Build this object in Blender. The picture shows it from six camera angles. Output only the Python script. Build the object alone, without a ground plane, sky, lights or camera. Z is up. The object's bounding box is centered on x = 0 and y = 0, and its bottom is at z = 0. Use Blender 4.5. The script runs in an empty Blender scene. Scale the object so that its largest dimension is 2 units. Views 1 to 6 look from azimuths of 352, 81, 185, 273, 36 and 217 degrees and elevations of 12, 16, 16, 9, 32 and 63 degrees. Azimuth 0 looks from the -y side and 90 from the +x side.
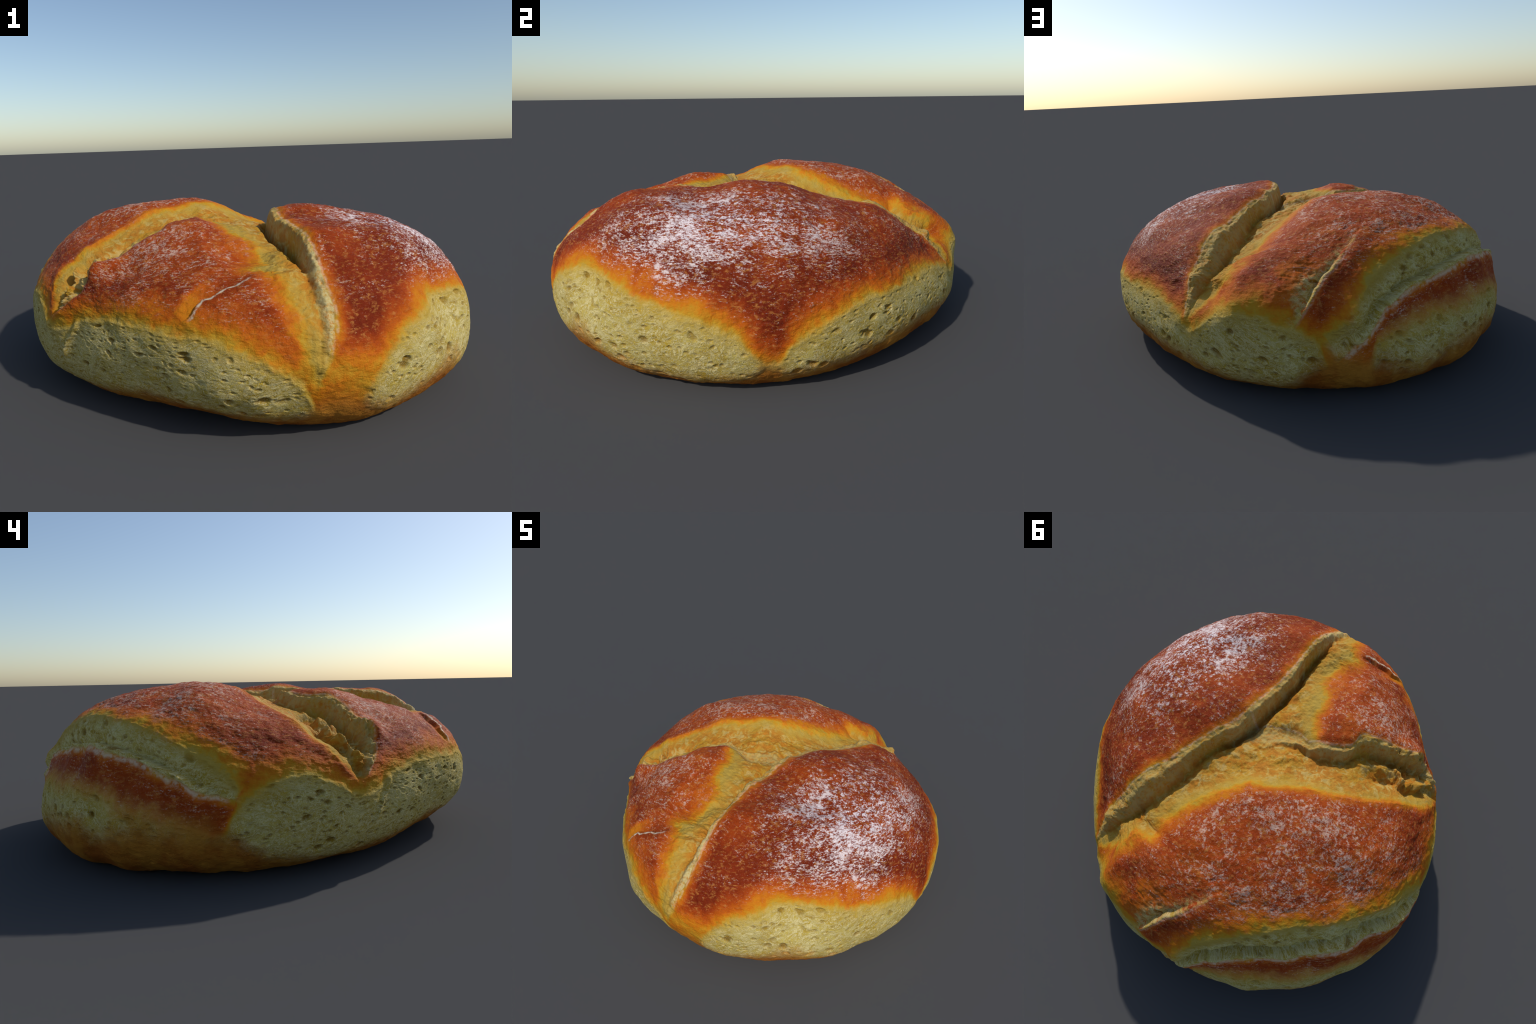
"""A round crusty loaf: a tilted bun body, two deep tears, a long side slash, small slits,
pale porous crumb along the flanks, floured red-brown crust panels and a browned base.

The body is a loft through 16 vertical cross-sections.  Everything on the skin (tears, crust
borders, crumb lenses) is laid out on an unrolled chart of the bun: distance s from the top
centre along the skin and azimuth.  The same node-building code makes the relief (geometry
nodes, evaluated and applied) and the colour masks (material nodes)."""
import bpy, math
import numpy as np

# ------------------------------------------------------------------ body profile
ZC = 0.33                                   # height of the loaf's core
R0, KA = 0.62, 0.34                         # core disc radius, skin radius round its rim
POLAR = np.radians([0, 22, 42, 58, 72, 84, 95, 106, 118, 132, 152, 180])
SECTIONS = [  # radius of 16 vertical sections (every 22.5 deg from +x) at the polar angles
    (0.336, 0.374, 0.460, 0.576, 0.755, 0.907, 0.965, 0.956, 0.757, 0.441, 0.372, 0.326),
    (0.336, 0.369, 0.430, 0.518, 0.664, 0.853, 0.921, 0.909, 0.735, 0.452, 0.372, 0.326),
    (0.336, 0.345, 0.400, 0.505, 0.687, 0.810, 0.896, 0.893, 0.710, 0.469, 0.372, 0.326),
    (0.336, 0.357, 0.393, 0.450, 0.629, 0.862, 0.939, 0.937, 0.749, 0.447, 0.372, 0.326),
    (0.336, 0.325, 0.399, 0.522, 0.733, 0.953, 0.982, 0.966, 0.748, 0.449, 0.372, 0.326),
    (0.336, 0.354, 0.474, 0.629, 0.837, 0.956, 1.012, 0.999, 0.766, 0.441, 0.372, 0.326),
    (0.336, 0.351, 0.486, 0.648, 0.849, 1.001, 1.042, 1.010, 0.761, 0.446, 0.372, 0.326),
    (0.336, 0.404, 0.477, 0.660, 0.853, 0.970, 1.024, 0.982, 0.746, 0.451, 0.372, 0.326),
    (0.336, 0.381, 0.449, 0.567, 0.733, 0.896, 0.944, 0.926, 0.742, 0.450, 0.372, 0.326),
    (0.336, 0.356, 0.433, 0.537, 0.707, 0.847, 0.893, 0.873, 0.705, 0.470, 0.372, 0.326),
    (0.336, 0.340, 0.428, 0.545, 0.715, 0.816, 0.848, 0.840, 0.708, 0.466, 0.372, 0.326),
    (0.336, 0.348, 0.436, 0.557, 0.721, 0.869, 0.896, 0.854, 0.678, 0.484, 0.372, 0.326),
    (0.336, 0.368, 0.451, 0.590, 0.791, 0.935, 0.991, 0.935, 0.749, 0.444, 0.372, 0.326),
    (0.336, 0.358, 0.445, 0.625, 0.808, 0.964, 1.017, 0.985, 0.774, 0.432, 0.372, 0.326),
    (0.336, 0.373, 0.481, 0.653, 0.826, 0.982, 1.034, 0.995, 0.769, 0.436, 0.372, 0.326),
    (0.336, 0.374, 0.478, 0.616, 0.809, 0.936, 0.995, 0.985, 0.786, 0.426, 0.372, 0.326),
]
GRID = 380                                  # faces along one edge of the cube-sphere

# ------------------------------------------------------------------ cuts on the chart
# each cut runs along a straight axis in the chart (start, end); u along it, v to its right.
# gentle = where the skin starts to sink, valley = deepest line, lip = the torn crust edge
CUTS = {
    "long_tear": dict(
        axis=((.15, -1.25), (.56, 1.06)), power=.85, bump=.006,
        lip=[(0, 0), (.1, .012), (.2, .022), (.3, 0), (.36, -.014), (.45, -.04), (.58, -.085), (.7, -.122), (.8, -.148), (.9, -.168), (1.03, -.182), (1.21, -.198), (1.33, -.174), (1.5, -.136), (1.64, -.11), (1.84, -.06), (2.03, -.01), (2.2, .01), (2.346, .02)],
        valley=[(0, -.01), (.1, -.02), (.2, -.03), (.3, -.05), (.42, -.075), (.57, -.12), (.73, -.158), (.9, -.218), (1.02, -.236), (1.2, -.25), (1.36, -.222), (1.5, -.198), (1.65, -.205), (1.8, -.185), (1.95, -.15), (2.1, -.1), (2.25, -.04), (2.346, 0)],
        tint=[(0, -.03), (.06, -.05), (.15, -.115), (.25, -.16), (.33, -.19), (.45, -.25), (.6, -.26), (.75, -.32), (.89, -.4), (1.01, -.5), (1.12, -.6), (1.25, -.6), (1.4, -.5), (1.53, -.42), (1.65, -.35), (1.74, -.33), (1.88, -.36), (1.98, -.27), (2.1, -.25), (2.2, -.2), (2.3, -.1), (2.346, -.04)],
        gentle=[(0, -.05), (.06, -.07), (.15, -.15), (.25, -.23), (.33, -.3), (.45, -.38), (.6, -.45), (.75, -.48), (.89, -.5), (1.01, -.54), (1.12, -.6), (1.25, -.6), (1.4, -.5), (1.53, -.42), (1.65, -.35), (1.74, -.33), (1.88, -.36), (1.98, -.27), (2.1, -.25), (2.2, -.2), (2.3, -.1), (2.346, -.04)],
        depth=[(0, 0), (.1, .01), (.2, .026), (.4, .048), (.6, .072), (.9, .08), (1.2, .08), (1.5, .08), (1.7, .06), (1.9, .06), (2.05, .055), (2.2, .04), (2.3, .015), (2.346, 0)],
        crack=[(0, 0), (.35, .0), (.5, .018), (.7, .042), (1.2, .046), (1.35, .02), (1.45, .005), (1.8, .012), (2.0, .012), (2.15, 0), (2.346, 0)]),
    "side_tear": dict(
        axis=((-1.0, -.55), (.1, .05)), power=.85, bump=.012,
        lip=[(0, -.01), (.07, .05), (.13, .09), (.2, .115), (.33, .112), (.45, .11), (.6, .11), (.68, .105), (.73, .05), (.77, .03), (.89, .02), (1, .08), (1.253, .12)],
        valley=[(0, -.02), (.1, .02), (.2, .05), (.35, .06), (.5, .05), (.65, .05), (.77, -.03), (.89, -.04), (1, 0), (1.253, 0)],
        gentle=[(0, -.06), (.06, -.1), (.13, -.13), (.2, -.16), (.3, -.18), (.41, -.185), (.58, -.205), (.72, -.235), (.96, -.24), (1.08, -.255), (1.17, -.24), (1.253, -.26)],
        depth=[(0, 0), (.05, .02), (.12, .04), (.25, .06), (.4, .095), (.55, .1), (.7, .08), (.85, .07), (1, .065), (1.15, .045), (1.253, 0)]),
    "flank_slash": dict(
        axis=((-.25, 1.25), (-1.15, .02)), power=.9, bump=.006,
        lip=[(0, 0), (.11, .011), (.22, .018), (.3, .018), (.43, .03), (.51, .05), (.64, .07), (.79, .075), (1.03, .09), (1.2, .09), (1.36, .087), (1.45, .06), (1.524, .041)],
        valley=[(0, -.02), (.3, -.005), (.43, .008), (.6, .035), (.8, .05), (1.03, .06), (1.2, .066), (1.36, .065), (1.524, .03)],
        gentle=[(0, -.1), (.09, -.08), (.24, -.09), (.34, -.1), (.57, -.09), (.74, -.075), (.89, -.05), (1.08, -.03), (1.28, -.018), (1.45, -.01), (1.524, .016)],
        depth=[(0, 0), (.08, .02), (.3, .038), (.5, .044), (.8, .042), (1.1, .038), (1.3, .034), (1.45, .018), (1.524, 0)],
        crack=[(0, 0), (.1, .004), (.3, .012), (.6, .006), (.9, .002), (1.2, .008), (1.4, .003), (1.524, 0)]),
    "soft_groove": dict(
        axis=((-.02, 1.17), (-.3, .54)), power=1.2, bump=.003,
        lip=[(0, 0), (.07, .015), (.14, .034), (.25, .046), (.34, .062), (.45, .063), (.56, .066), (.69, .06)],
        valley=[(0, -.012), (.07, 0), (.14, .018), (.25, .03), (.34, .044), (.45, .048), (.56, .05), (.69, .045)],
        gentle=[(0, -.13), (.14, -.13), (.34, -.09), (.45, -.07), (.56, -.05), (.69, 0)],
        depth=[(0, .006), (.1, .014), (.2, .02), (.34, .016), (.45, .009), (.58, .003), (.69, 0)],
        crack=[(0, 0), (.1, .006), (.2, .016), (.3, .008), (.4, 0), (.69, 0)]),
    "small_slit": dict(
        axis=((-.36, -.97), (-.06, -.8)), power=1.5, bump=.006,
        lip=[(0, .041), (.03, .048), (.07, .04), (.11, .03), (.15, .045), (.2, .043), (.26, .053), (.345, .046)],
        valley=[(0, .036), (.03, .042), (.07, .033), (.11, .022), (.15, .036), (.2, .034), (.26, .044), (.345, .04)],
        gentle=[(0, -.06), (.345, -.06)], tint=[(0, -.02), (.345, -.02)],
        depth=[(0, 0), (.06, .014), (.15, .021), (.25, .017), (.32, .006), (.345, 0)]),
}
# broad hollows and swells of the proofed dough: chart position, radius, height
SWELLS = [
    (.36, -.32, .16, -.048), (.58, -.27, .12, -.015), (-.04, -.64, .12, -.022), (.58, .19, .17, .036), (.52, -.64, .14, .022), (.73, -.79, .10, -.012),
    (-.8, 0, .13, .016), (-.48, -.43, .07, -.018), (-.26, -.31, .09, .024), (.32, .47, .09, .022), (.09, .78, .12, .022),
    (.39, .98, .09, -.042), (-.14, .87, .1, -.018), (-.73, .85, .11, -.02), (-.98, .6, .14, -.014), (-.7, .36, .1, -.014), (.59, .82, .14, -.02),
    (-.66, -.49, .06, .03), (-.97, -.72, .1, -.018), (.24, -.9, .08, -.016), (.24, -.66, .1, .026), (.15, 0, .08, -.03), (.2, -.26, .09, -.016),
    (.24, 1.04, .07, .014), (.17, -1.09, .06, .02), (.52, .84, .06, .012), (-1.04, -.36, .12, -.012), (1.2, -.6, .18, -.014), (-.68, .23, .12, .012), (-.95, .42, .08, -.015),
    (-.45, 1.1, .1, -.018), (-.73, -.84, .1, -.01), (0, 1.17, .12, -.014), (.57, 1.1, .1, -.012), 
    (-.2, .05, .09, -.02), (.16, .63, .05, -.035), (.37, .95, .07, -.018), (.2, .93, .06, .02), (-.06, .55, .08, .018), (-.45, .48, .12, .01),
    (-.55, .33, .1, -.018), (-.65, .84, .1, -.036), (-.92, .68, .12, -.018), (-.31, 1.1, .07, .032), (0, 1.29, .1, .02), (-1.28, .33, .1, .013),
    (-.5, 1.25, .1, .014), (-1.0, .3, .06, .016), (-.5, -.55, .08, -.014), (-.5, -.23, .08, -.012), (-.76, -.27, .06, -.016), (-.06, -.62, .1, -.018),
    (-.15, -.84, .09, -.014), (.44, -.34, .1, -.016), (.7, .23, .1, .014), (.72, -.8, .1, -.016), (1.1, -.4, .1, .014), (.12, -1.24, .12, -.006),
    (.02, -1.3, .08, -.01), (-.26, -1.27, .08, .012), (.06, -.54, .07, -.024), (-.8, -.42, .06, -.014), (-1.0, .48, .07, -.014),
    (-.2, .06, .1, -.014), (.14, .52, .05, -.018), (.24, -.48, .08, -.012), (.25, -.67, .08, -.008), (.68, -.87, .1, -.016), (1.08, -.55, .1, .008),
    (.36, .06, .08, .012), (.03, -.43, .07, -.018), (-.49, -.63, .06, -.012), (-.7, .32, .1, -.017), (-.31, 1.1, .06, .012), (.08, 1.22, .08, .013),
    (-.15, .87, .06, .012), (-.2, .98, .05, -.012), (.43, 1.0, .07, -.012), (-1.05, .26, .05, .012), (-.71, 1.1, .08, .012), (-.1, -.8, .08, -.012),
    (-.59, -.61, .06, -.012), (-.55, .94, .08, -.026), (-.79, .72, .08, -.022), (-.61, .75, .06, .016), (.29, 1.1, .05, .008), (-.66, -.34, .05, -.016),
    (.48, .84, .05, .014), (1.22, -.58, .1, .012), (-1.22, .66, .12, .016), (-1.02, .98, .14, .012), (.7, -.86, .1, -.01), (-.76, .74, .1, -.01),
    (0, -.05, .1, -.013), (.08, .2, .1, -.014), (.12, .42, .06, -.012), (.02, -.75, .08, -.01), (.3, .46, .06, .01), (-.82, .72, .07, -.01),
]
# lower border of the crust / upper border of the crumb lenses: azimuth (deg), s
CRUMB_TOP = [(0, 1.255), (4, 1.22), (8, 1.19), (14, 1.16), (21, 1.15), (30, 1.15), (44, 1.15), (53, 1.17), (59, 1.2), (62, 1.23), (66, 1.21), (71, 1.15), (77, 1.12), (82, 1.12), (87, 1.15), (92, 1.17), (97, 1.22), (101, 1.34), (106, 1.35), (109, 1.23), (113, 1.2), (123, 1.165), (137, 1.152), (146, 1.16), (152, 1.185), (159, 1.21), (166, 1.235), (171, 1.26), (174, 1.3), (177, 1.24), (180, 1.19), (183, 1.15), (187, 1.11), (192, 1.09), (197, 1.12), (203, 1.17), (207, 1.21), (212, 1.2), (218, 1.15), (225, 1.115), (236, 1.09), (247, 1.1), (256, 1.12), (263, 1.15), (269, 1.19), (272, 1.23), (275, 1.275), (278, 1.36), (283, 1.38), (286, 1.31), (289, 1.235), (291, 1.19), (293, 1.16), (298, 1.13), (303, 1.095), (310, 1.075), (317, 1.085), (325, 1.12), (331, 1.15), (340, 1.19), (345, 1.22), (351, 1.3), (354, 1.33), (357, 1.275), (360, 1.255)]
# lower border of the crumb / upper border of the browned base
BASE_TOP = [(0, 1.38), (15, 1.36), (44, 1.33), (63, 1.36), (80, 1.4), (90, 1.37), (96, 1.3), (104, 1.27), (117, 1.31), (128, 1.29), (138, 1.27), (149, 1.28), (160, 1.25), (168, 1.265), (172, 1.275), (176, 1.3), (180, 1.345), (185, 1.4), (190, 1.44), (214, 1.48), (233, 1.45), (250, 1.4), (270, 1.4), (277, 1.34), (283, 1.3), (287, 1.32), (291, 1.35), (307, 1.29), (314, 1.31), (322, 1.35), (337, 1.4), (350, 1.37), (353, 1.33), (357, 1.38), (360, 1.38)]


# ------------------------------------------------------------------ little node language
class V:
    """A value in a node tree, with arithmetic."""
    def __init__(self, g, s): self.g, self.s = g, s
    def __add__(a, b): return a.g.m("ADD", a, b)
    def __radd__(a, b): return a.g.m("ADD", b, a)
    def __sub__(a, b): return a.g.m("SUBTRACT", a, b)
    def __rsub__(a, b): return a.g.m("SUBTRACT", b, a)
    def __mul__(a, b): return a.g.m("MULTIPLY", a, b)
    def __rmul__(a, b): return a.g.m("MULTIPLY", b, a)
    def __truediv__(a, b): return a.g.m("DIVIDE", a, b)


class Graph:
    def __init__(self, tree): self.t = tree
    def link(self, a, b):
        if isinstance(a, V): self.t.links.new(a.s, b)
        elif hasattr(b, "default_value"): b.default_value = a
    def node(self, kind, **props):
        n = self.t.nodes.new(kind)
        for k, v in props.items(): setattr(n, k, v)
        return n
    def m(self, op, a, b=None, c=None, clamp=False):
        n = self.node("ShaderNodeMath", operation=op, use_clamp=clamp)
        for i, x in enumerate((a, b, c)):
            if x is not None: self.link(x, n.inputs[i])
        return V(self, n.outputs[0])
    def mn(self, *xs):
        r = xs[0]
        for x in xs[1:]: r = self.m("MINIMUM", r, x)
        return r
    def mx(self, *xs):
        r = xs[0]
        for x in xs[1:]: r = self.m("MAXIMUM", r, x)
        return r
    def clamp(self, a): return self.m("ADD", a, 0.0, clamp=True)
    def step(self, lo, hi, x, to=(0.0, 1.0), smooth=True):
        n = self.node("ShaderNodeMapRange", interpolation_type="SMOOTHSTEP" if smooth else "LINEAR")
        self.link(x, n.inputs[0])
        for i, v in zip((1, 2, 3, 4), (lo, hi, *to)): self.link(v, n.inputs[i])
        return V(self, n.outputs[0])
    def curve(self, pts, x):
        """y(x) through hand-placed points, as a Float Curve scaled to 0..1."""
        xs, ys = [p[0] for p in pts], [p[1] for p in pts]
        x0, x1, y0, y1 = xs[0], xs[-1], min(ys), max(ys)
        if y1 - y0 < 1e-6: return self.m("ADD", y0, 0.0)
        n = self.node("ShaderNodeFloatCurve")
        c = n.mapping.curves[0]
        c.points[0].location, c.points[1].location = (0, (ys[0] - y0) / (y1 - y0)), (1, (ys[-1] - y0) / (y1 - y0))
        for a, b in pts[1:-1]: c.points.new((a - x0) / (x1 - x0), (b - y0) / (y1 - y0))
        for p in c.points: p.handle_type = "AUTO_CLAMPED"
        n.mapping.update()
        self.link((x - x0) * (1.0 / (x1 - x0)), n.inputs["Value"])
        n.inputs["Factor"].default_value = 1.0
        return V(self, n.outputs[0]) * (y1 - y0) + y0
    def xyz(self, vec):
        n = self.node("ShaderNodeSeparateXYZ"); self.link(vec, n.inputs[0])
        return [V(self, o) for o in n.outputs]
    def vec(self, x, y, z):
        n = self.node("ShaderNodeCombineXYZ")
        for i, v in enumerate((x, y, z)): self.link(v, n.inputs[i])
        return V(self, n.outputs[0])
    def noise(self, vec, scale, detail=2.0, rough=.5, distort=0.0, kind="FBM"):
        n = self.node("ShaderNodeTexNoise", noise_dimensions="3D", noise_type=kind)
        self.link(vec, n.inputs["Vector"])
        for k, v in (("Scale", scale), ("Detail", detail), ("Roughness", rough), ("Distortion", distort)): n.inputs[k].default_value = v
        return V(self, n.outputs[0])
    def voronoi(self, vec, scale, feature="F1", rand=1.0, smooth=.5):
        n = self.node("ShaderNodeTexVoronoi", voronoi_dimensions="3D", feature=feature)
        self.link(vec, n.inputs["Vector"])
        n.inputs["Scale"].default_value, n.inputs["Randomness"].default_value = scale, rand
        if feature == "SMOOTH_F1": n.inputs["Smoothness"].default_value = smooth
        d = V(self, n.outputs["Distance"])
        return d, (self.xyz(V(self, n.outputs["Color"]))[0] if feature == "F1" else None)
    def mix(self, fac, a, b):
        n = self.node("ShaderNodeMix", data_type="RGBA", clamp_factor=True)
        self.link(fac, n.inputs[0])
        for v, i in ((a, 6), (b, 7)):
            if isinstance(v, V): self.link(v, n.inputs[i])
            else: n.inputs[i].default_value = (*v, 1)
        return V(self, n.outputs[2])
    def ramp(self, x, stops):
        n = self.node("ShaderNodeValToRGB")
        e = n.color_ramp.elements
        while len(e) > 1: e.remove(e[-1])
        e[0].position, e[0].color = stops[0][0], (*stops[0][1], 1)
        for p, c in stops[1:]:
            k = e.new(p); k.color = (*c, 1)
        self.link(x, n.inputs[0])
        return V(self, n.outputs[0])


def skin_fields(g, pos):
    """Chart coordinates, cut frames and masks shared by relief and colour."""
    f = {}
    x, y, z = g.xyz(pos)
    h = z - ZC
    rho = g.m("SQRT", g.mx(x * x + y * y, 1e-8))
    over = g.mx(rho - R0, 0.0)
    alpha = g.m("ARCTAN2", over, h)
    inside = g.mx(R0 - rho, 0.0) * g.m("GREATER_THAN", h, 0.0)
    s = R0 - inside + KA * alpha
    p, q = x / rho * s, y / rho * s
    ang = g.m("MODULO", g.m("ARCTAN2", y, x) * (180 / math.pi) + 360.0, 360.0)
    # W: point on a plain rounded disc, the same for a point before and after relief
    t = g.m("SQRT", over * over + h * h)
    core = g.mn(rho, R0)
    rw = core + KA * over / t
    W = g.vec(x / rho * rw, y / rho * rw, KA * h / t)
    f.update(s=s, p=p, q=q, ang=ang, W=W, z=z)
    wob1 = g.noise(W, 9.0, 3.0) - .5
    wob2 = g.noise(W, 31.0, 3.0) - .5
    f["wob"] = wob1; f["wob2"] = wob2
    f["d_crumb"] = g.curve(CRUMB_TOP, ang) - s + .035 * wob1 + .02 * wob2          # >0 above the crumb
    f["d_base"] = s - g.curve(BASE_TOP, ang) + .08 * wob1 + .05 * wob2                          # >0 in the base
    for name, c in CUTS.items():
        (ax, ay), (bx, by) = c["axis"]
        L = math.hypot(bx - ax, by - ay); dx, dy = (bx - ax) / L, (by - ay) / L
        u = (p - ax) * dx + (q - ay) * dy
        v = (p - ax) * dy - (q - ay) * dx
        v = v + .022 * wob1 + .018 * wob2
        uc = g.mn(g.mx(u, 0.0), L)
        k = {e: g.curve(c.get(e, c["gentle"]), uc) for e in ("lip", "valley", "gentle", "depth", "tint")}
        k["u"], k["v"], k["L"] = u, v, L
        run = g.step(-.03, .02, u) * g.step(L + .03, L - .02, u)
        k["run"] = run
        k["t"] = g.clamp((v - k["gentle"]) / (k["valley"] - k["gentle"]))
        k["floor"] = g.m("POWER", k["t"], c["power"])
        k["wall"] = 1.0 - g.step(k["valley"], k["valley"] * .35 + k["lip"] * .65, v)
        if "crack" in c:                                                         # narrow crevice along the foot of the wall
            cc = (v - k["valley"]) * (1 / .02)
            k["floor"] = k["floor"] + g.curve(c["crack"], uc) / g.mx(k["depth"], .01) * g.m("POWER", math.e, cc * cc * -1.0)
        k["sink"] = k["depth"] * k["floor"] * k["wall"] * run
        k["above"] = v - k["lip"]                                                # >0 on the lip's crust
        k["in"] = g.step(-.004, .004, v - k["tint"]) * g.step(.004, -.004, k["above"]) * run
        bb = (k["above"] - .025) / .035
        k["droop"] = run * g.step(.0, .02, k["depth"]) * g.m("POWER", math.e, k["above"] * k["above"] * (-1 / .045 ** 2)) * .013
        k["swell"] = c["bump"] * run * g.m("POWER", math.e, bb * bb * -1.0)
        f[name] = k
    return f


def crumb_holes(g, f):
    """Gas holes of the crumb: 0..1, the same in relief and colour."""
    x, y, z = g.xyz(f["W"])
    w = g.vec(x, y, z * 1.7)
    bend = g.noise(f["W"], 8.0, 2.0)
    w = g.vec(x + .06 * bend, y, z * 1.7 + .10 * bend)
    big, r1 = g.voronoi(w, 16.0)
    small, r2 = g.voronoi(w, 36.0)
    a = g.step(.40, .14, big) * g.step(.45, .7, r1)
    b = g.step(.46, .15, small) * g.step(.5, .7, r2)
    return a, b


# ------------------------------------------------------------------ base body in numpy
def spline_basis(xk, x):
    """Natural cubic spline cardinal functions of the knots xk at x."""
    n, h, I = len(xk), np.diff(xk), np.eye(len(xk))
    A, B = np.zeros((n, n)), np.zeros((n, n))
    A[0, 0] = A[-1, -1] = 1
    for i in range(1, n - 1):
        A[i, i - 1:i + 2] = h[i - 1], 2 * (h[i - 1] + h[i]), h[i]
        B[i, i - 1:i + 2] = 6 / h[i - 1], -6 / h[i - 1] - 6 / h[i], 6 / h[i]
    M = np.linalg.solve(A, B)
    j = np.clip(np.searchsorted(xk, x) - 1, 0, n - 2)
    t, u, hh = (x - xk[j])[:, None], (xk[j + 1] - x)[:, None], h[j][:, None]
    return u / hh * I[j] + t / hh * I[j + 1] + (u ** 3 / hh - hh * u) / 6 * M[j] + (t ** 3 / hh - hh * t) / 6 * M[j + 1]


def body_table(nt=1440, npz=900):
    R = np.array(SECTIONS)
    k, n = len(R), len(POLAR)
    th, ph = np.linspace(0, 2 * np.pi, nt + 1), np.linspace(0, np.pi, npz + 1)
    bt = spline_basis(np.arange(-4, k + 5) * 2 * np.pi / k, th)
    Wt = np.zeros((nt + 1, k))
    for i in range(bt.shape[1]): Wt[:, (i - 4) % k] += bt[:, i]
    ext = np.r_[-POLAR[3:0:-1], POLAR, 2 * np.pi - POLAR[-2:-5:-1]]
    bp = spline_basis(ext, ph)
    Wp = np.zeros((npz + 1, n))
    for i, c in enumerate(np.r_[3, 2, 1, np.arange(n), n - 2, n - 3, n - 4]): Wp[:, c] += bp[:, i]
    T = Wt @ R @ Wp.T
    # near the top pole let the higher azimuth waves die out, so that the crown is smooth
    f = np.fft.rfft(T[:-1], axis=0)
    for m in range(1, f.shape[0]): f[m] *= np.minimum(1, ph / np.radians(9.0 * min(m, 6))) ** min(m, 3)
    T = np.fft.irfft(f, nt, axis=0)
    return np.vstack([T, T[:1]])


def cube_sphere(n):
    g = np.tan(np.linspace(-1, 1, n + 1) * np.pi / 4)
    a, b = np.meshgrid(g, g, indexing="ij")
    o = np.ones_like(a)
    sides = [(o, a, b), (-o, b, a), (b, o, a), (a, -o, b), (a, b, o), (b, a, -o)]
    P = np.concatenate([np.stack(s, -1).reshape(-1, 3) for s in sides])
    i = np.arange(n * (n + 1)).reshape(n, n + 1)[:, :n].ravel()
    q = np.stack([i, i + n + 1, i + n + 2, i + 1], 1)
    F = np.concatenate([q + k * (n + 1) ** 2 for k in range(6)])
    key = (np.round(P * 1e5).astype(np.int64) + 200000) @ np.array([1, 500009, 500009 ** 2])
    _, first, inv = np.unique(key, return_index=True, return_inverse=True)
    P = P[first]
    return P / np.linalg.norm(P, axis=1, keepdims=True), inv.ravel()[F].astype(np.int32)


def base_body():
    D, F = cube_sphere(GRID)
    E = D * [.97, .97, .36]
    rho = np.hypot(E[:, 0], E[:, 1]) + 1e-9
    c = np.minimum(rho, R0)[:, None] * np.stack([E[:, 0] / rho, E[:, 1] / rho, 0 * rho], 1)
    N = E - c
    N /= np.linalg.norm(N, axis=1, keepdims=True)
    tab = body_table()
    nt, npz = tab.shape[0] - 1, tab.shape[1] - 1
    def radius(X):
        r = np.linalg.norm(X, axis=1)
        a = (np.arctan2(X[:, 1], X[:, 0]) % (2 * np.pi)) / (2 * np.pi) * nt
        b = np.arccos(np.clip(X[:, 2] / r, -1, 1)) / np.pi * npz
        i, j = np.minimum(a.astype(int), nt - 1), np.minimum(b.astype(int), npz - 1)
        a, b = a - i, b - j
        return (1 - a) * (1 - b) * tab[i, j] + a * (1 - b) * tab[i + 1, j] + (1 - a) * b * tab[i, j + 1] + a * b * tab[i + 1, j + 1] - r
    lo, hi = np.full(len(D), .05), np.full(len(D), .75)
    for _ in range(17):
        m = (lo + hi) / 2
        inside = radius(c + m[:, None] * N) > 0
        lo, hi = np.where(inside, m, lo), np.where(inside, hi, m)
    P = c + ((lo + hi) / 2)[:, None] * N + [0, 0, ZC]
    flip = np.einsum("ij,ij->i", np.cross(P[F[:, 1]] - P[F[:, 0]], P[F[:, 2]] - P[F[:, 0]]), N[F[:, 0]]) < 0
    F[flip] = F[flip][:, ::-1]
    return P, N, F


def new_mesh(name, P, F):
    me = bpy.data.meshes.new(name)
    me.vertices.add(len(P)); me.vertices.foreach_set("co", np.ascontiguousarray(P, np.float32).ravel())
    me.loops.add(F.size); me.loops.foreach_set("vertex_index", np.ascontiguousarray(F, np.int32).ravel())
    me.polygons.add(len(F)); me.polygons.foreach_set("loop_start", np.arange(0, F.size, 4, dtype=np.int32))
    me.update(calc_edges=True)
    me.polygons.foreach_set("use_smooth", np.ones(len(F), bool))
    return me


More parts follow.
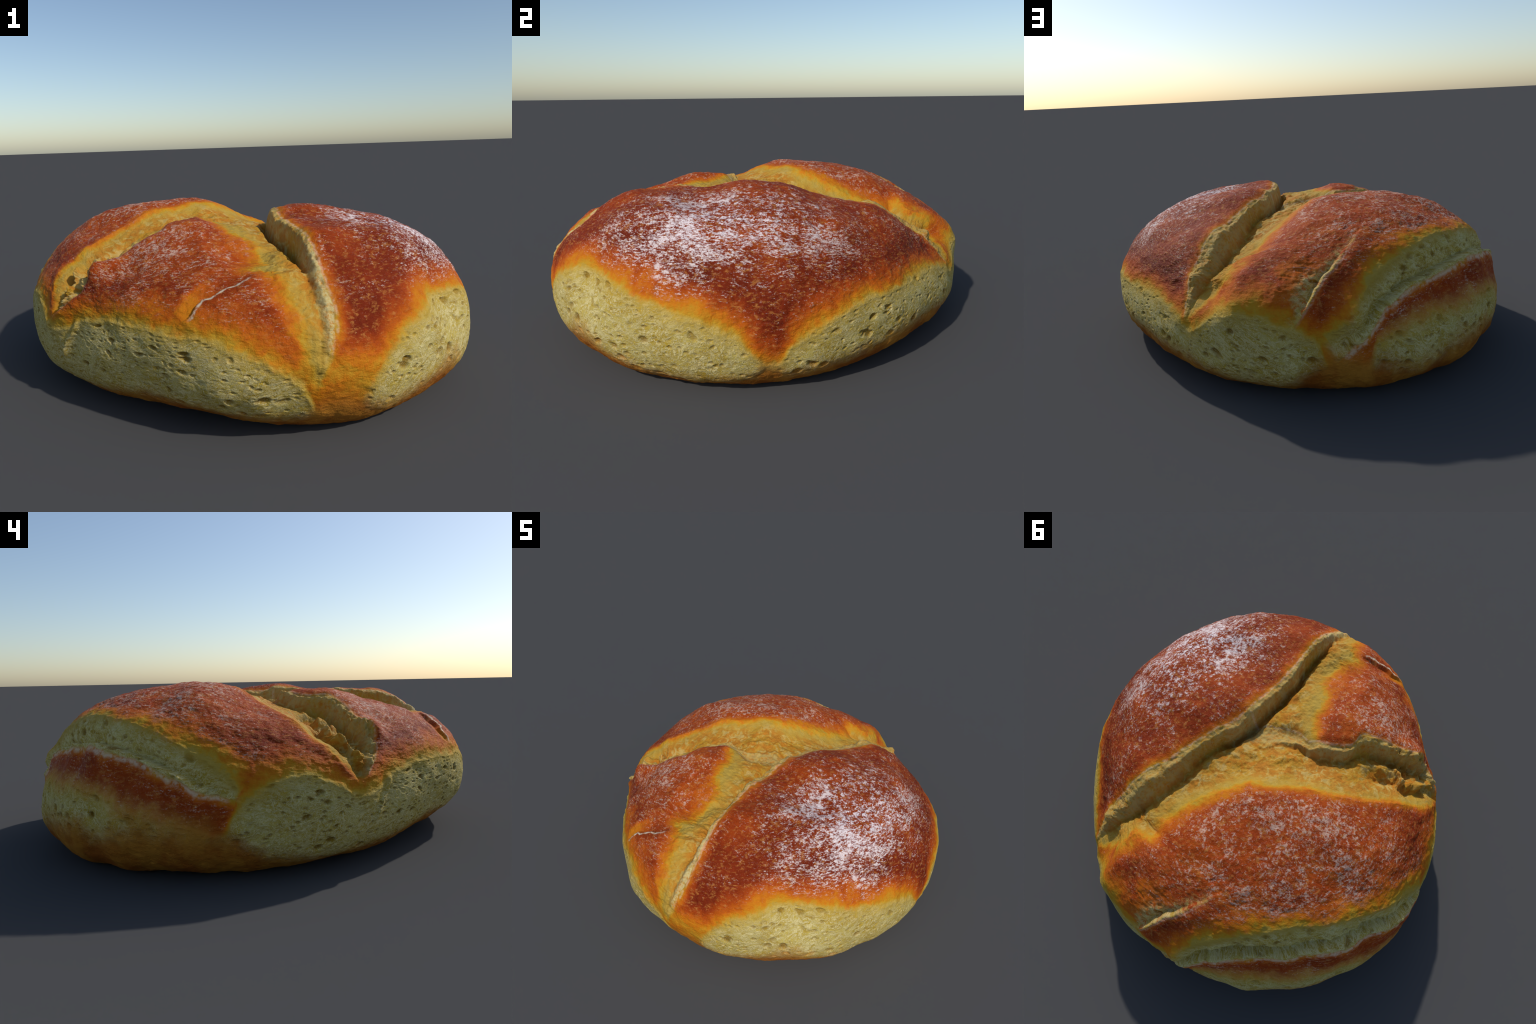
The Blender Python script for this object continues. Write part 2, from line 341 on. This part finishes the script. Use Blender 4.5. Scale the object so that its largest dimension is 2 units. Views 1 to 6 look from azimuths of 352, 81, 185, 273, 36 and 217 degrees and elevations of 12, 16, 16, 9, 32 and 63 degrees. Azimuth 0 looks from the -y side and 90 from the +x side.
# ------------------------------------------------------------------ relief (geometry nodes)
def relief_tree():
    tree = bpy.data.node_groups.new("loaf_relief", "GeometryNodeTree")
    tree.interface.new_socket("Geometry", in_out="INPUT", socket_type="NodeSocketGeometry")
    tree.interface.new_socket("Geometry", in_out="OUTPUT", socket_type="NodeSocketGeometry")
    g = Graph(tree)
    pos = V(g, g.node("GeometryNodeInputPosition").outputs[0])
    f = skin_fields(g, pos)
    A, B, C, D, S = (f[k] for k in CUTS)
    W = f["W"]
    crumb = g.step(.006, -.012, f["d_crumb"]) * g.step(.03, -.03, f["d_base"])
    # two big tears meet: keep the deeper one
    sink = g.mx(A["sink"], B["sink"]) + C["sink"] + D["sink"] + S["sink"]
    swell = A["swell"] * g.step(.05, .3, A["u"]) + B["swell"] + C["swell"] + D["swell"] + S["swell"]
    # torn dough strands and lumps inside the cuts
    inside = g.clamp(A["in"] * A["t"] + B["in"] * B["t"] + C["in"] * C["t"])
    lump = (g.noise(W, 13.0, 4.0, .55) - .5)
    ragged = B["in"] * g.step(.75, .45, B["u"]) * g.step(.25, .6, B["t"])
    knot = g.noise(W, 11.0, 1.5, .4, .5)
    strand = g.noise(W, 24.0, 3.0, .6, .8)
    lumps = lump * (.004 + .006 * (1.0 - crumb) + .035 * inside + .02 * ragged) + (knot - .5) * (.10 * ragged) + (strand - .5) * (.018 * inside + .02 * ragged)
    # a rope of torn dough hanging in the side tear, and a drip of dough under its mouth
    rope_v = g.curve([(.1, 0), (.18, -.01), (.28, -.04), (.4, -.045), (.52, 0), (.6, 0), (.7, -.075)], g.mn(g.mx(B["u"], .1), .7))
    knot2 = g.noise(W, 19.0, 2.0, .5, .3)
    rr = (B["v"] - rope_v + .035 * (knot - .5)) * (1 / .024)
    gg = (B["v"] - rope_v + .06) * (1 / .024)
    span = g.step(.1, .2, B["u"]) * g.step(.7, .58, B["u"])
    rope = span * (.036 * g.m("POWER", math.e, rr * rr * -1.0) * (.35 + 1.3 * knot2) - .024 * g.m("POWER", math.e, gg * gg * -1.0))
    dr = (f["q"] + .71 + .10 * f["wob"]) * (1 / .016)
    drip = .013 * g.m("POWER", math.e, dr * dr * -1.0) * g.step(-1.17, -1.08, f["p"]) * g.step(-.88, -.95, f["p"])
    # crust: broad dents and fine wrinkles
    x, y, z = g.xyz(W)
    dents = (g.noise(W, 4.5, 2.0) - .5) * .024 + (1.0 - .7 * crumb) * ((g.noise(g.vec(x * 1.0, y * 1.0, z * 1.8), 22.0, 4.0, .6) - .5) * .009 + (g.noise(W, 11.0, 3.0, .55, .4) - .5) * .014)
    # crumb: holes, fibres, and a small step down from the crust border
    a, b = crumb_holes(g, f)
    band = g.mx(crumb, C["in"] * .8, D["in"] * .5)
    fibre = g.m("ABSOLUTE", g.noise(g.vec(x, y, z * 1.6), 26.0, 4.0, .6, 1.2) - .5)
    rim = g.m("POWER", math.e, f["d_crumb"] * f["d_crumb"] * (-1.0 / .012 ** 2)) * g.step(.0, -.06, f["d_base"])
    crumbs = crumb * .003 - a * band * .009 - b * band * .004 - fibre * band * .006 + .002 * band + rim * .003
    total = rope + drip + swell - sink - (A["droop"] + B["droop"]) + lumps + dents + crumbs
    out = g.node("NodeGroupOutput")
    last = g.node("NodeGroupInput").outputs[0]
    store = dict(relief=total, chart_p=f["p"], chart_q=f["q"], k_crumb=f["d_crumb"], k_base=f["d_base"], k_ang=f["ang"], k_a=A["above"], k_b=B["above"], k_c=C["above"],
                 run_c=C["run"], u_c=C["u"], u_b=B["u"], u_a=A["u"], in_a=A["in"], in_b=B["in"], in_c=C["in"], in_d=D["in"])
    for k, v in store.items():
        n = g.node("GeometryNodeStoreNamedAttribute", data_type="FLOAT", domain="POINT")
        n.inputs["Name"].default_value = k
        tree.links.new(last, n.inputs["Geometry"]); g.link(v, n.inputs["Value"])
        last = n.outputs[0]
    tree.links.new(last, out.inputs[0])
    return tree, list(store)


def evaluate_relief(P, F):
    ob = bpy.data.objects.new("relief_source", new_mesh("relief_source", P, F))
    bpy.context.scene.collection.objects.link(ob)
    tree, names = relief_tree()
    mod = ob.modifiers.new("relief", "NODES"); mod.node_group = tree
    me = ob.evaluated_get(bpy.context.evaluated_depsgraph_get()).data
    got = {}
    for k in names:
        a = np.empty(len(P), np.float32); me.attributes[k].data.foreach_get("value", a); got[k] = a
    src = ob.data
    bpy.data.objects.remove(ob); bpy.data.meshes.remove(src); bpy.data.node_groups.remove(tree)
    return got


# ------------------------------------------------------------------ material
def bread_material():
    mat = bpy.data.materials.new("baked_bread")
    mat.use_nodes = True
    t = mat.node_tree
    g = Graph(t)
    bsdf = t.nodes["Principled BSDF"]
    pos = V(g, g.node("ShaderNodeTexCoord").outputs["Object"])
    f = skin_fields(g, pos)
    A, B, C, D, S = (f[k] for k in CUTS)
    W, s, ang = f["W"], f["s"], f["ang"]
    x, y, z = g.xyz(W)
    p, q = f["p"], f["q"]
    mid = g.noise(W, 7.0, 4.0, .6)
    fine = g.noise(pos, 70.0, 4.0, .65)
    grain = g.noise(pos, 190.0, 2.0, .6)
    # --- how far the crust is baked (0 dough yellow .. 1 dark red-brown)
    rag = (mid - .5) * .6 + (g.noise(W, 24.0, 4.0, .65) - .5) * .5
    def ease(d, width): return g.step(-.012, width, d + width * .8 * rag, smooth=False)
    e_panel = g.step(-.02, .02, A["above"])
    d1 = f["d_crumb"]
    foot = g.mn(d1, g.mx(1.24, 1.36 * g.step(338, 350, ang), 1.36 * g.step(10, 2, ang)) - s + .04 * rag)
    bake_edge = g.mx(ease(foot, .15) * e_panel, ease(foot, .20) * (1.0 - e_panel))
    ridge = C["run"] * g.step(-.01, .02, C["above"]) * g.step(.25, .15, C["above"])
    bake_edge = g.mx(bake_edge, (.26 + .6 * rag) * g.step(-.01, .03, d1) * g.step(1.14, 1.24, s))
    bake_edge = g.mx(bake_edge, .82 * ridge * ease(d1 + .05, .085) * g.step(.02, .3, C["u"], to=(.45, 1.0)))
    bake_a = g.mx(ease(A["above"], .085), ease(A["tint"] + .03 - A["v"], .22) * 1.0, 1.0 - A["run"])
    bake_b = g.mx(ease(B["above"], .05), ease(B["tint"] + .02 - B["v"], .11), 1.0 - B["run"])
    bake_c = g.mx(ease(C["above"], .075), ease(C["tint"] - C["v"], .20), 1.0 - C["run"])
    bake_d = g.mx(ease(D["above"], .05), ease(D["tint"] + .07 - D["v"], .20), .34 + .4 * g.step(.15, .5, D["u"]), 1.0 - D["run"])
    bake_s = g.mx(ease(S["above"], .02), ease(S["tint"] + .02 - S["v"], .10), g.step(.05, .28, S["u"], to=(.25, .75)), 1.0 - S["run"])
    low = g.step(.42, .14, foot)                                     # darkest belt just above the crumb
    top = .58 + .17 * low + .12 * e_panel
    bake = g.mn(bake_edge * top, bake_a, bake_b, bake_c, bake_d, bake_s) + .56 * (mid - .5) * g.step(.0, .4, bake_edge) + .22 * (fine - .5)
    bake = g.clamp(bake)
    crust = g.ramp(bake, [(0, (.46, .30, .05)), (.09, (.52, .28, .02)), (.23, (.57, .185, .008)), (.38, (.50, .105, .006)), (.56, (.36, .054, .005)), (.77, (.22, .025, .004)), (1, (.12, .011, .003))])
    # pale skin cells scattered over the crust
    cell = g.noise(g.vec(x, y, z * 2.0), 40.0, 6.0, .75, .3)
    crust = g.mix(g.step(.50, .66, cell) * g.step(.2, .5, bake) * .6, crust, (.55, .22, .05))
    # --- flour dusted on the high crust in broken streaks
    streak = .6 * g.noise(g.vec(x, y, z * 3.0), 44.0, 6.0, .72, .2) + .4 * g.noise(g.vec(x, y, z * 2.4), 95.0, 4.0, .7)
    speck = g.noise(pos, 150.0, 2.0, .5)
    patch = .55 * g.noise(W, 4.0, 3.0, .6) + .45 * g.noise(g.vec(x, y, z * 2.0), 12.0, 3.0, .6)
    spot_e = g.step(.66, .0, g.m("SQRT", (p - .70) * (p - .70) + (q + .26) * (q + .26) * .5))
    def spot(a, b, r): return g.step(r, r * .3, g.m("SQRT", (p - a) * (p - a) + (q - b) * (q - b)))
    lobes = g.mx(1.0 * spot(-.55, .4, .75), .7 * spot(-.35, -.62, .55), C["run"] * g.step(-.01, .01, C["above"]) * g.step(.09, .03, C["above"]))
    high = .6 * g.step(1.22, .85, s) + .75 * lobes
    dust = .36 * high + .52 * spot_e + 2.6 * (patch - .5)
    flour = g.step(.582, .73, streak + .20 * dust + .20 * (speck - .5)) * g.step(.22, .5, bake)
    crust = g.mix(flour * (.62 + .30 * spot_e), crust, g.mix(spot_e, (.72, .54, .42), (.90, .80, .80)))
    pin = g.step(.66, .76, speck) * g.step(.3, .6, bake) * (.25 + .5 * g.step(.4, .7, patch))
    crust = g.mix(pin, crust, (.66, .42, .30))
    # --- dough inside the tears
    strandy = g.noise(pos, 22.0, 4.0, .65, .8)
    dough = g.mix(g.step(.35, .7, mid), (.49, .26, .024), (.54, .33, .07))
    dough = g.mix(g.step(.42, .60, strandy + .4 * (mid - .5)) * .8, dough, (.47, .16, .012))
    dough = g.mix(g.step(.48, .36, strandy) * .5, dough, (.56, .42, .17))
    wall = g.mx(A["in"] * g.step(.0, .03, A["v"] - A["valley"]), B["in"] * g.step(.0, .03, B["v"] - B["valley"]))
    dough = g.mix(wall * g.step(.3, .6, fine + .3 * (mid - .5)) * .8, dough, g.mix(g.step(.65, .4, A["u"]), (.47, .34, .11), (.58, .50, .24)))  # front stretch of the long tear's wall lightened to pale yellow for sunlight
    # --- crumb
    a, b = crumb_holes(g, f)
    cn = g.noise(g.vec(x + .3 * mid, y, z * 2.6 + .5 * mid), 20.0, 4.0, .6, .8)
    cn2 = g.noise(g.vec(x + .2 * mid, y, z * 2.4 + .4 * mid), 48.0, 3.0, .6, 1.0)
    fib = g.mx(g.step(.06, .0, g.m("ABSOLUTE", cn - .5)), g.step(.05, .0, g.m("ABSOLUTE", cn2 - .5)) * .8)
    crumb = g.mix(g.step(.35, .65, g.noise(W, 10.0, 4.0, .6)), (.44, .30, .036), (.52, .405, .105))
    crumb = g.mix(g.step(.45, .7, g.noise(W, 34.0, 3.0, .6)) * .6, crumb, (.38, .25, .025))
    bend = g.noise(W, 6.0, 2.0)
    slit, r3 = g.voronoi(g.vec(x + .10 * bend, y + .05 * bend, z * 3.4 + .35 * bend), 21.0)
    crumb = g.mix(g.step(.5, .2, slit) * g.step(.3, .6, r3) * .6, crumb, (.33, .205, .018))
    crumb = g.mix(fib * .8, crumb, (.67, .57, .28))
    crumb = g.mix(g.clamp(a * .9 + b * .55), crumb, (.23, .125, .010))
    crumb = g.mix(g.step(.52, .72, grain) * .3, crumb, (.64, .58, .38))
    crumb = g.mix(g.step(.07, .0, g.m("ABSOLUTE", d1 + .02 * rag)) * .55, crumb, (.52, .33, .05))
    # --- base
    base = g.mix(g.step(.35, .65, mid), (.30, .085, .010), (.46, .19, .025))
    # --- put together
    soft = g.mx(g.step(100, 112, ang) * g.step(176, 166, ang), .6 * g.step(268, 276, ang) * g.step(293, 286, ang), .4 * g.step(215, 225, ang) * g.step(262, 250, ang))
    m_crumb = g.step(.016 + .04 * soft, -.014 - .04 * soft, d1 + (.045 + .08 * soft) * rag)
    m_band = g.mx(C["run"] * g.step(.004, -.004, C["above"]) * g.step(-.015, .06, C["v"] - C["tint"] + .12 * rag),
                  (.85 - .35 * g.step(.3, .65, D["u"])) * g.step(.36, .54, g.noise(W, 26.0, 4.0, .65, .6)) * D["run"] * g.step(.004, -.004, D["above"]) * g.step(.075, .15, D["v"] - D["tint"] + .30 * rag + .06 * (D["depth"] - .012) * 30.0))
    cut_a = A["run"] * g.step(-.01, .16, A["v"] - A["tint"] + .12 * rag) * g.step(.006, -.006, A["above"])
    cut_b = B["run"] * g.step(-.01, .10, B["v"] - B["tint"] + .08 * rag) * g.step(.006, -.006, B["above"])
    m_cut = g.mx(cut_a, cut_b)
    col = g.mix(m_cut, crust, dough)
    col = g.mix(g.clamp(m_band), col, crumb)
    col = g.mix(m_crumb, col, crumb)
    m_base = g.step(-.07, .05, f["d_base"])
    col = g.mix(m_base, col, base)
    # pale torn edges of the lips
    edge = g.mx(*[k["run"] * g.step(r, .0, g.m("ABSOLUTE", k["above"] - r * .6 + .016 * rag)) * w * g.step(.005, .014, k["depth"]) for k, w, r in ((A, .4, .010), (B, .35, .010), (C, .6, .016), (D, .3, .009), (S, .95, .009))])
    edge = g.mx(edge * g.step(.38, .56, g.noise(W, 38.0, 3.0, .6) * .6 + fine * .4), g.step(.02, .06, S["u"]) * g.step(.31, .24, S["u"]) * S["run"] * g.step(.007, .001, g.m("ABSOLUTE", S["above"] - .003 + .008 * rag)) * g.step(.004, .01, S["depth"]) * g.step(.36, .56, fine) * .6)
    col = g.mix(edge, col, (.74, .62, .44))
    g.link(col, bsdf.inputs["Base Color"])
    g.link(g.mix(m_crumb, (.6, .6, .6), (.85, .85, .85)), bsdf.inputs["Roughness"])
    bsdf.inputs["Specular IOR Level"].default_value = .08
    hgt = fine * .5 + grain * .25 + streak * .6 - (a + b) * m_crumb * .35 + fib * m_crumb * .2 + cell * .5 * (1.0 - m_crumb)
    bump = g.node("ShaderNodeBump")
    bump.inputs["Strength"].default_value, bump.inputs["Distance"].default_value = .6, .012
    g.link(hgt, bump.inputs["Height"])
    t.links.new(bump.outputs[0], bsdf.inputs["Normal"])
    return mat


# ------------------------------------------------------------------ assembly
def build():
    P, N, F = base_body()
    k = evaluate_relief(P, F)
    rise = k["relief"].astype(float)
    for a, b, r, height in SWELLS:
        near = np.flatnonzero((np.abs(k["chart_p"] - a) < 2.8 * r) & (np.abs(k["chart_q"] - b) < 2.8 * r))
        rise[near] += height * np.exp(-((k["chart_p"][near] - a) ** 2 + (k["chart_q"][near] - b) ** 2) / r ** 2)
    P = P + N * rise[:, None]
    # stand on the ground: flatten what would sink below it
    P[:, 2] = np.where(P[:, 2] < .012, .012 * np.exp((P[:, 2] - .012) / .012), P[:, 2])
    P[:, 2] -= P[:, 2].min()
    whole = new_mesh("whole_loaf", P, F)
    normals = np.empty(len(P) * 3, np.float32)
    whole.vertex_normals.foreach_get("vector", normals)
    normals = normals.reshape(-1, 3)
    bpy.data.meshes.remove(whole)
    # regions of the skin
    q = {n: v[F].mean(1) for n, v in k.items()}
    part = np.full(len(F), 1)                                   # panel between the side tear and the slash
    part[q["k_a"] > 0] = 0                                      # panel beyond the long tear
    south = (q["k_a"] <= 0) & (q["k_b"] > 0) & (q["k_ang"] > 185)
    part[south] = 2
    part[(q["run_c"] > .5) & (q["k_c"] > 0) & (q["k_ang"] > 95) & (q["k_ang"] < 178)] = 3
    part[q["in_d"] > .5] = 7
    part[q["in_c"] > .5] = 6
    part[q["in_b"] > .5] = 5
    part[q["in_a"] > .5] = 4
    cr = q["k_crumb"] < 0
    an = q["k_ang"]
    part[cr & (an > 174) & (an < 281)] = 8
    part[cr & ((an >= 281) & (an < 354))] = 9
    part[cr & ((an >= 354) | (an < 103))] = 10
    part[cr & (an >= 103) & (an <= 174)] = 11
    part[q["k_base"] > 0] = 12
    names = ["crust_panel"] * 4 + ["score_cut"] * 4 + ["crumb_side"] * 4 + ["base_crust"]
    mat = bread_material()
    root = bpy.data.objects.new("bread_loaf", None)
    bpy.context.scene.collection.objects.link(root)
    root["label"] = "round crusty bread loaf with deep scored tears and flour"
    root["category"] = "bread loaf"
    for i, name in enumerate(names):
        faces = F[part == i]
        if not len(faces): continue
        used, idx = np.unique(faces, return_inverse=True)
        me = new_mesh(name, P[used], idx.reshape(-1, 4))
        me.normals_split_custom_set_from_vertices(normals[used])
        me.materials.append(mat)
        ob = bpy.data.objects.new(name, me)
        ob.parent = root
        bpy.context.scene.collection.objects.link(ob)


build()
